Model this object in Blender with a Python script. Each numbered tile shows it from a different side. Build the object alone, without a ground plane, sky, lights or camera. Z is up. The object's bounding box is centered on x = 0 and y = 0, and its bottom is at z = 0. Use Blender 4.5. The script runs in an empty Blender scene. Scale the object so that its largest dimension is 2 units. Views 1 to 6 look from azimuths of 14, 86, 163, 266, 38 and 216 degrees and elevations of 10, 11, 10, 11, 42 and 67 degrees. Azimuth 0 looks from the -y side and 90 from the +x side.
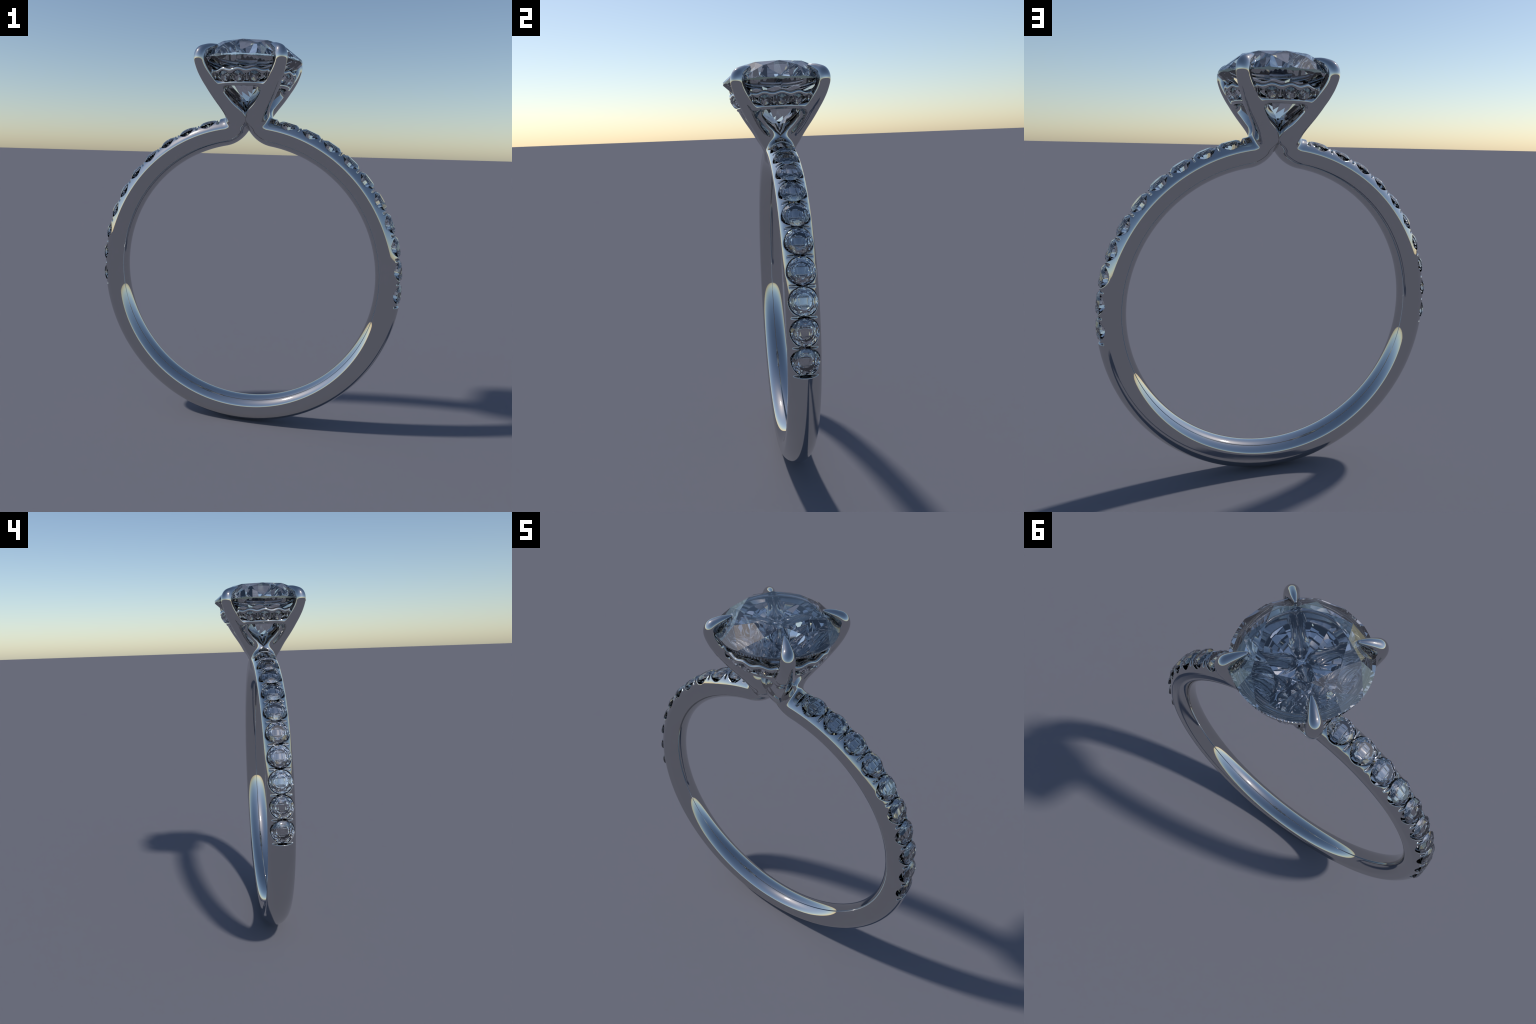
"""A solitaire ring: a thin polished band with ten accent stones down each
shoulder, a four-claw basket with a hidden row of small stones, and one large
round brilliant.  The metal is described as one implicit solid (rules for the
band section, stone seats, claws and gallery), meshed here, then divided into
its named parts.  Ring plane is xz, finger hole runs along y."""
import bpy
import math
import numpy as np
from mathutils import Matrix, Vector

# ----------------------------------------------------------------- dimensions
Z_OUT, R_OUT, RISE = 0.8183, 0.8183, 0.0100   # outer circle of the band; its crown rises towards the head
Z_IN, R_IN = 0.8225, 0.6848      # finger hole
HALF_W = 0.0700              # half width of the band along y
DOME_A, DOME_B = 0.0780, 0.096       # outer dome of the band section
COMFORT_A, COMFORT_B = 0.0770, 0.078  # domed inside
FILLET_R, FILLET_X = 0.1740, 0.120   # underside turning up into the stem

STONE_R = 0.0560             # accent stones of the band
STONE_FIRST, STONE_STEP, STONE_N = math.radians(15.2), math.radians(8.63), 10
STONE_TABLE, STONE_RISE, STONE_CROWN = 0.8185, 0.0070, 0.0150   # distance of the tables from the centre
SEAT_R, SADDLE = 0.0590, -0.036

GEM_R, GEM_TABLE = 0.262, 0.157      # centre stone
GEM_TOP, GEM_G1, GEM_G0, GEM_TIP = 2.0, 1.9215, 1.9065, 1.680

HALO_STEP = math.radians(20.0)       # small stones of the gallery
HALO_RAD, HALO_Z, HALO_R = 0.211, 1.819, 0.0315
RAIL_Z = 1.849

# ------------------------------------------------------------ implicit metal


def smin(a, b, k):
    h = np.maximum(k - np.abs(a - b), 0.0) / k
    return np.minimum(a, b) - h * h * k * 0.25


def smax(a, b, k):
    return -smin(-a, -b, k)


def natural_spline(t, p, tq):
    """Cubic spline through points p at parameters t."""
    n = len(t)
    h = np.diff(t)
    A = np.eye(n)
    rhs = np.zeros((n, p.shape[1]))
    for i in range(1, n - 1):
        A[i, i - 1:i + 2] = h[i - 1], 2 * (h[i - 1] + h[i]), h[i]
        rhs[i] = 6 * ((p[i + 1] - p[i]) / h[i] - (p[i] - p[i - 1]) / h[i - 1])
    m = np.linalg.solve(A, rhs)
    i = np.clip(np.searchsorted(t, tq) - 1, 0, n - 2)
    a, b = (t[i + 1] - tq)[:, None], (tq - t[i])[:, None]
    hi = h[i][:, None]
    return (m[i] * a ** 3 + m[i + 1] * b ** 3) / (6 * hi) + (p[i] / hi - m[i] * hi / 6) * a + (p[i + 1] / hi - m[i + 1] * hi / 6) * b


# Claw spine in its own diagonal plane: distance from the axis, height, radius
CLAW = np.array([
    (0.0580, 1.638, 0.0470), (0.0840, 1.665, 0.0535), (0.1255, 1.700, 0.0450),
    (0.1710, 1.745, 0.0405), (0.2130, 1.793, 0.0380), (0.2555, 1.850, 0.0340),
    (0.2750, 1.887, 0.0322), (0.2810, 1.916, 0.0318), (0.2735, 1.936, 0.0295),
    (0.2560, 1.9495, 0.0245), (0.2310, 1.9620, 0.0185), (0.2060, 1.9720, 0.0105),
    (0.1970, 1.9755, 0.0070)])
# how far each leg reaches inward, into the underside of the stone
CLAW_WEB = np.array([0.0, 0.028, 0.047, 0.049, 0.038, 0.005, 0, 0, 0, 0, 0, 0, 0])


def build_claw_table(step=0.0008):
    chord = np.r_[0, np.cumsum(np.linalg.norm(np.diff(CLAW[:, :2], axis=0), axis=1))]
    tq = np.linspace(0, chord[-1], 420)
    c = natural_spline(chord, CLAW, tq)
    web = np.maximum(natural_spline(chord, CLAW_WEB[:, None], tq)[:, 0], 0) * (c[:, 1] < 1.86)
    tan = np.gradient(c[:, :2], axis=0)
    rho = np.arange(0.0, 0.40, step)
    zz = np.arange(1.50, 2.06, step)
    e2 = np.empty((len(rho), len(zz)))
    rr = np.empty_like(e2)
    for i, r in enumerate(rho):
        d2 = (r - c[:, 0][None]) ** 2 + (zz[:, None] - c[:, 1][None]) ** 2
        k = np.clip(np.argmin(d2, axis=1), 1, len(tq) - 2)
        j = np.arange(len(zz))
        a, b, g = d2[j, k - 1], d2[j, k], d2[j, k + 1]
        s = np.clip(0.5 * (a - g) / (a - 2 * b + g + 1e-18), -1, 1)
        near2 = np.maximum(b + 0.5 * s * (g - a) + 0.5 * s * s * (a - 2 * b + g), 0)
        inner = tan[k, 0] * (zz - c[k, 1]) - tan[k, 1] * (r - c[k, 0]) > 0
        blunt = 1 + 0.12 * np.clip((1.86 - c[k, 1]) / 0.06, 0, 1)   # round off the outer corner
        e2[i] = np.where(inner, near2 * (c[k, 2] / (c[k, 2] + web[k])) ** 2, near2 * blunt ** 2)
        lo = np.where(s < 0, k - 1, k + 1)
        rr[i] = c[k, 2] + np.abs(s) * (c[lo, 2] - c[k, 2])
    return step, e2, rr


CLAW_STEP, CLAW_E2, CLAW_RR = build_claw_table()


def claw(ax, ay, z):
    rho, w = (ax + ay) * math.sqrt(0.5), (ax - ay) * math.sqrt(0.5)
    fi = np.clip(rho / CLAW_STEP, 0, CLAW_E2.shape[0] - 1.001)
    fj = np.clip((z - 1.50) / CLAW_STEP, 0, CLAW_E2.shape[1] - 1.001)
    i, j = fi.astype(int), fj.astype(int)
    u, v = fi - i, fj - j

    def look(t):
        return (t[i, j] * (1 - u) + t[i + 1, j] * u) * (1 - v) + (t[i, j + 1] * (1 - u) + t[i + 1, j + 1] * u) * v
    # legs are squarish with faces to x and y, claws round
    p = 1.50 + 0.50 * np.clip((z - 1.80) / 0.09, 0, 1)
    e = np.sqrt(np.maximum(look(CLAW_E2), 0)) + 1e-5
    grow = 2 ** (1 / p - 0.5)
    return ((np.abs(w) + 1e-5) ** p + e ** p) ** (1 / p) / grow - look(CLAW_RR)


_th = math.asin(FILLET_X / R_IN)
FILLET_C = (FILLET_X + math.sin(_th) * FILLET_R, Z_IN + math.cos(_th) * (R_IN + FILLET_R))


def arch(ay, depth, a, b):
    """Distance to a shallow elliptic arch of half width a and height b; depth is
    measured inward from its crown."""
    yn, s = ay / a, np.maximum((b - depth) / b, 0)
    f = np.sqrt(yn * yn + s * s + 1e-9)
    g = np.sqrt((yn / a) ** 2 + (s / b) ** 2) / f
    return (f - 1) / np.maximum(g, 6.0)


def band(ax, ay, z):
    """Band section: domed outside, flat sides, domed inside; near the top the
    underside leaves the circle and curls up to the middle."""
    up = z - Z_OUT
    out = R_OUT - np.hypot(ax, np.where(up > 0, up * R_OUT / (R_OUT + RISE), up))
    dz = z - Z_IN
    q = np.hypot(ax, dz) - R_IN
    in_fillet = (ax * math.cos(_th) - dz * math.sin(_th) < 0) & (dz > 0)
    q = np.where(in_fillet, FILLET_R - np.hypot(ax - FILLET_C[0], z - FILLET_C[1]), q)
    d = smax(arch(ay, out, DOME_A, DOME_B), ay - HALF_W + (out - 0.054) * 0.07, 0.0035)
    return smax(d, arch(ay, q, COMFORT_A, COMFORT_B), 0.0045)


def table_radius(ca):
    return STONE_TABLE + STONE_RISE * np.maximum(ca, 0)


def stone_frames(ax, z, offset, count):
    """Local axial (from the table) and tangential coordinates of the nearest
    stone position."""
    dz = z - Z_OUT
    th = np.arctan2(ax, dz)
    first = STONE_FIRST + offset * STONE_STEP
    k = np.clip(np.round((th - first) / STONE_STEP), 0, count - 1)
    a = first + k * STONE_STEP
    sa, ca = np.sin(a), np.cos(a)
    return ax * sa + dz * ca - table_radius(ca), ax * ca - dz * sa


def seats(ax, ay, z):
    A, t = stone_frames(ax, z, 0.0, STONE_N)
    # each seat is a round bore down to a saddle that follows the dome
    saddle = SADDLE - 2.2 * np.maximum(np.abs(t) - 0.016, 0) - 0.065 * (1 - np.sqrt(np.maximum(1 - (ay / 0.075) ** 2, 0.02)))
    hole = smax(np.hypot(t, ay) - SEAT_R, np.maximum(saddle, -0.066) - A, 0.006)
    A, t = stone_frames(ax, z, -0.5, STONE_N + 1)
    slot = smax(np.abs(t) - 0.0048, -0.026 - A, 0.004)
    return hole, slot


def column(ax, ay, z):
    """One half of the stem: a squarish knuckle where band and legs flow together."""
    p = 2.6
    f = (np.abs((ax - 0.050) / 0.053) ** p + (ay / 0.072) ** p + np.abs((z - 1.635) / 0.042) ** p + 1e-9) ** (1 / p)
    return (f - 1) * 0.046


def gallery(ax, ay, z):
    r = np.hypot(ax, ay)
    a = np.arctan2(ay, ax)
    a = np.minimum(a, math.pi / 2 - a)
    wave = 0.0042 * np.cos(a * 2 * math.pi / HALO_STEP)
    upper = np.hypot(r - 0.2215, z - RAIL_Z - wave) - 0.0130
    lower = np.hypot(r - 0.1890, z - 1.7920) - 0.0125
    # slanted wall between the two rails
    p0, p1 = (0.176, 1.800), (0.2010, 1.846)
    vx, vz = p1[0] - p0[0], p1[1] - p0[1]
    t = np.clip(((r - p0[0]) * vx + (z - p0[1]) * vz) / (vx * vx + vz * vz), 0, 1)
    wall = np.hypot(r - p0[0] - t * vx, z - p0[1] - t * vz) - 0.0120
    # bearing ring inside the wall that carries the stone
    b0, b1 = (0.153, 1.8015), (0.180, 1.8385)
    bx, bz = b1[0] - b0[0], b1[1] - b0[1]
    t = np.clip(((r - b0[0]) * bx + (z - b0[1]) * bz) / (bx * bx + bz * bz), 0, 1)
    bearing = np.hypot(r - b0[0] - t * bx, z - b0[1] - t * bz) - 0.0135
    d = smin(smin(upper, wall, 0.006), bearing, 0.006)
    # posts between the stones and a round pocket for every stone
    k = np.clip(np.round(a / HALO_STEP), 0, 1) * HALO_STEP
    ca, sa = np.cos(k), np.sin(k)
    aa = np.where(ay > ax, 1, 0)
    lx, ly = np.where(aa, ay, ax), np.where(aa, ax, ay)
    pocket = np.sqrt((lx - HALO_RAD * ca) ** 2 + (ly - HALO_RAD * sa) ** 2 + (z - HALO_Z) ** 2) - (HALO_R + 0.0012)
    depth = ((lx - HALO_RAD * ca) * ca + (ly - HALO_RAD * sa) * sa) * 0.834 - (z - HALO_Z) * 0.552
    pocket = smax(pocket, -0.014 - depth, 0.003)
    ck, sk = math.cos(math.radians(36.5)), math.sin(math.radians(36.5))
    notch = np.sqrt((lx - 0.218 * ck) ** 2 + (ly - 0.218 * sk) ** 2 + ((z - 1.824) * 0.62) ** 2) - 0.0125
    return smax(d, -pocket, 0.003), lower, notch


def shank_solid(ax, ay, z):
    d = smin(band(ax, ay, z), column(ax, ay, z), 0.034)
    hole, slot = seats(ax, ay, z)
    d = smax(d, -hole, 0.004)
    return smax(d, -slot, 0.004)


def metal(p, parts=False):
    ax, ay, z = np.abs(p[:, 0]), np.abs(p[:, 1]), p[:, 2]
    d = shank_solid(ax, ay, z)
    head = z > 1.52
    claw_d = np.full(len(z), 1.0)
    gal_d = np.full(len(z), 1.0)
    if head.any():
        hx, hy, hz = ax[head], ay[head], z[head]
        c = claw(hx, hy, hz)
        g, rail, notch = gallery(hx, hy, hz)
        claw_d[head], gal_d[head] = c, np.minimum(g, rail)
        whole = smin(d[head], c, 0.032)
        whole = smin(whole, rail, 0.034)   # the lower rail runs into the legs in wide fillets
        whole = smin(whole, g, 0.008)
        whole = smax(whole, -notch, 0.003)
        d = d.copy()
        shank_d = d.copy()
        d[head] = whole
    else:
        shank_d = d
    if parts:
        return shank_d, claw_d, gal_d
    return d


def gradient(p, eps=0.0014):
    g = np.empty_like(p)
    for i in range(3):
        o = np.zeros(3)
        o[i] = eps
        g[:, i] = metal(p + o) - metal(p - o)
    return g / (2 * eps)


def surface_net(h, B=8):
    lo = np.array([-0.90, -0.29, -0.02])
    hi = np.array([0.90, 0.29, 2.03])
    nb = np.ceil((hi - lo) / (h * B)).astype(int)
    cen = [lo[i] + (np.arange(nb[i]) + 0.5) * h * B for i in range(3)]
    near = []
    for bx in range(nb[0]):
        g = np.stack(np.meshgrid([cen[0][bx]], cen[1], cen[2], indexing="ij"), -1).reshape(-1, 3)
        d = metal(g)
        j = np.nonzero(np.abs(d) < h * B * 1.25)[0]
        if len(j):
            near.append(np.stack([np.full(len(j), bx), j // nb[2], j % nb[2]], 1))
    near = np.concatenate(near)
    n = (nb * B + 2).astype(np.int64)
    off = np.stack(np.meshgrid(*[np.arange(B + 1)] * 3, indexing="ij"), -1).reshape(-1, 3)
    cells, pts, quads = [], [], []
    S = 150
    for s in range(0, len(near), S):
        base = near[s:s + S] * B
        gi = base[:, None, :] + off[None]
        d = metal((lo + gi.reshape(-1, 3) * h)).reshape(len(base), B + 1, B + 1, B + 1)
        for axis in range(3):
            sl0 = [slice(None)] + [slice(0, B)] * 3
            sl1 = list(sl0)
            sl1[axis + 1] = slice(1, B + 1)
            a, b = d[tuple(sl0)], d[tuple(sl1)]
            cross = (a < 0) != (b < 0)
            bi, i, j, k = np.nonzero(cross)
            if not len(bi):
                continue
            va, vb = a[cross], b[cross]
            g = base[bi] + np.stack([i, j, k], 1)
            pos = g.astype(float)
            pos[:, axis] += va / (va - vb)
            u, v = (axis + 1) % 3, (axis + 2) % 3
            q = []
            for du, dv in ((-1, -1), (0, -1), (0, 0), (-1, 0)):
                c = g.copy()
                c[:, u] += du
                c[:, v] += dv
                q.append((c[:, 0] + 1) * (n[1] + 2) * (n[2] + 2) + (c[:, 1] + 1) * (n[2] + 2) + c[:, 2] + 1)
            q = np.stack(q, 1)
            flip = va >= 0
            q[flip] = q[flip][:, ::-1]
            quads.append(q)
            pts.append(pos)
    quads = np.concatenate(quads)
    pts = np.concatenate(pts)
    ids, inv = np.unique(quads.ravel(), return_inverse=True)
    cnt = np.bincount(inv)
    P = np.stack([np.bincount(inv, weights=np.repeat(pts[:, i], 4)) / cnt for i in range(3)], 1)
    return lo + P * h, inv.reshape(-1, 4)


def metal_mesh():
    V, F = surface_net(0.0031)
    for _ in range(2):
        d = metal(V)
        g = gradient(V)
        V = V - (np.clip(d, -0.002, 0.002) / np.maximum((g * g).sum(1), 0.3))[:, None] * g
    N = gradient(V)
    N /= np.linalg.norm(N, axis=1)[:, None] + 1e-12
    return V, F, N


# ------------------------------------------------------------------ materials


def polished_metal():
    m = bpy.data.materials.new("polished_white_gold")
    m.use_nodes = True
    nt = m.node_tree
    b = nt.nodes["Principled BSDF"]
    b.inputs["Metallic"].default_value = 1.0
    tc = nt.nodes.new("ShaderNodeTexCoord")
    no = nt.nodes.new("ShaderNodeTexNoise")
    no.inputs["Scale"].default_value = 9.0
    no.inputs["Detail"].default_value = 2.0
    cr = nt.nodes.new("ShaderNodeValToRGB")
    cr.color_ramp.elements[0].color = METAL_A
    cr.color_ramp.elements[1].color = METAL_B
    nt.links.new(tc.outputs["Object"], no.inputs["Vector"])
    nt.links.new(no.outputs["Fac"], cr.inputs["Fac"])
    nt.links.new(cr.outputs["Color"], b.inputs["Base Color"])
    b.inputs["Roughness"].default_value = 0.03
    return m


METAL_A = (0.575, 0.570, 0.560, 1)
METAL_B = (0.595, 0.588, 0.575, 1)


def brilliant_glass(name, ior, tint):
    m = bpy.data.materials.new(name)
    m.use_nodes = True
    b = m.node_tree.nodes["Principled BSDF"]
    b.inputs["Base Color"].default_value = tint
    b.inputs["Roughness"].default_value = 0.0
    b.inputs["IOR"].default_value = ior
    b.inputs["Transmission Weight"].default_value = 1.0
    return m


# ----------------------------------------------------------------- the stones


def brilliant(name, rg, rt, z_top, z_g1, z_g0, z_tip, star=0.46, lower=0.80, sub=4, material=None):
    """Round brilliant cut: table, 8 stars, 8 kites, 16 upper halves, girdle,
    16 lower halves and 8 pavilion mains meeting in the point."""
    verts, faces = [], []

    def add(p):
        verts.append(p)
        return len(verts) - 1

    def polar(r, deg, z):
        a = math.radians(deg)
        return (r * math.cos(a), r * math.sin(a), z)

    table = [add(polar(rt, 45 * i, z_top)) for i in range(8)]
    slope = (z_top - z_g1) / (rg - rt)
    c = math.cos(math.radians(22.5))
    rs = rt + star * (rg - rt)
    zs = z_top - (rs * c - rt) * slope
    mid = [add(polar(rs, 45 * i + 22.5, zs)) for i in range(8)]
    psl = (z_g0 - z_tip) / rg
    rl = rg * (1 - lower)
    low = [add(polar(rl, 45 * i + 22.5, z_tip + rl * c * psl)) for i in range(8)]
    tip = add((0, 0, z_tip))
    n = 16 * sub

    def facet_z(anchor, ring_z, deg):
        """Height of a half facet's plane over the girdle circle."""
        k = math.floor(deg / 22.5 + 1e-9)
        A = np.array(polar(rg, 22.5 * k, ring_z))
        Bp = np.array(polar(rg, 22.5 * (k + 1), ring_z))
        M = np.array(verts[anchor[(k // 2) % 8]])
        nrm = np.cross(Bp - A, M - A)
        p = polar(rg, deg, 0)
        return A[2] - (nrm[0] * (p[0] - A[0]) + nrm[1] * (p[1] - A[1])) / nrm[2]

    top = [add(polar(rg, 360 * i / n, facet_z(mid, z_g1, 360 * i / n))) for i in range(n)]
    bot = [add(polar(rg, 360 * i / n, facet_z(low, z_g0, 360 * i / n))) for i in range(n)]
    faces.append(table)
    per = 2 * sub
    for i in range(8):
        j = (i + 1) % 8
        faces.append((table[i], mid[i], table[j]))
        faces.append((table[j], mid[i], top[j * per], mid[j]))
        faces.append((tip, low[j], bot[j * per], low[i]))
        for half in range(2):
            s = i * per + half * sub
            ring = [(s + m) % n for m in range(sub + 1)]
            faces.append([mid[i]] + [top[r] for r in ring])
            faces.append([low[i]] + [bot[r] for r in reversed(ring)])
    for i in range(n):
        j = (i + 1) % n
        faces.append((top[i], bot[i], bot[j], top[j]))
    me = bpy.data.meshes.new(name)
    me.from_pydata(verts, [], [tuple(f) for f in faces])
    me.update()
    me.materials.append(material)
    return me


# ------------------------------------------------------------------- assembly
root = bpy.data.objects.new("diamond_ring", None)
root["label"] = "polished white metal ring with large round diamond in four claws"
root["category"] = "ring"
bpy.context.scene.collection.objects.link(root)


def link(obj, parent=root):
    bpy.context.scene.collection.objects.link(obj)
    obj.parent = parent
    return obj


gold = polished_metal()
V, F, N = metal_mesh()
C = V[F].mean(1)
ds, dc, dg = metal(C, parts=True)
side = np.where(C[:, 0] > 0, 0, 1) + np.where(C[:, 1] > 0, 0, 2)
is_gal = (C[:, 2] > 1.74) & (dg < dc) & (dg < 0.006)
is_claw = ~is_gal & (C[:, 2] > 1.66)
regions = [("shank", ~is_gal & ~is_claw), ("gallery", is_gal)]
regions += [("claw", is_claw & (side == k)) for k in range(4)]
made = {}
for name, sel in regions:
    f = F[sel]
    ids, inv = np.unique(f.ravel(), return_inverse=True)
    me = bpy.data.meshes.new(name)
    q = inv.reshape(-1, 4)
    me.vertices.add(len(ids))
    me.vertices.foreach_set("co", V[ids].ravel())
    me.loops.add(q.size)
    me.loops.foreach_set("vertex_index", q.ravel())
    me.polygons.add(len(q))
    me.polygons.foreach_set("loop_start", np.arange(len(q)) * 4)
    me.update(calc_edges=True)
    me.validate()
    me.polygons.foreach_set("use_smooth", np.ones(len(me.polygons), bool))
    me.normals_split_custom_set_from_vertices(N[ids])
    me.materials.append(gold)
    made.setdefault(name, link(bpy.data.objects.new(name, me)))

diamond = brilliant_glass("centre_diamond", 2.42, (1, 1, 1, 1))
small_diamond = brilliant_glass("accent_diamond", 2.42, (1, 1, 1, 1))

big = brilliant("centre_stone", GEM_R, GEM_TABLE, GEM_TOP, GEM_G1, GEM_G0, GEM_TIP, sub=8, material=diamond)
link(bpy.data.objects.new("centre_stone", big))

accent = brilliant("accent_stone", STONE_R, 0.0350, STONE_CROWN, 0.0008, -0.0012, -0.047, sub=4, material=small_diamond)
for sx in (1, -1):
    for i in range(STONE_N):
        a = STONE_FIRST + i * STONE_STEP
        o = bpy.data.objects.new("accent_stone", accent)
        o.rotation_euler = (0, sx * a, 0)
        r = float(table_radius(math.cos(a))) - STONE_CROWN
        o.location = (sx * math.sin(a) * r, 0, Z_OUT + math.cos(a) * r)
        link(o, made["shank"])

halo = brilliant("halo_stone", HALO_R, 0.0165, 0.0115, 0.0008, -0.0012, -0.013, sub=4, material=small_diamond)
for quarter in range(4):
    for k in (-1, 0, 1):
        a = quarter * math.pi / 2 + k * HALO_STEP
        axis = Vector((0.834 * math.cos(a), 0.834 * math.sin(a), -0.552))
        o = bpy.data.objects.new("halo_stone", halo)
        o.rotation_euler = axis.to_track_quat("Z", "Y").to_euler()
        o.location = (HALO_RAD * math.cos(a), HALO_RAD * math.sin(a), HALO_Z)
        link(o, made["gallery"])
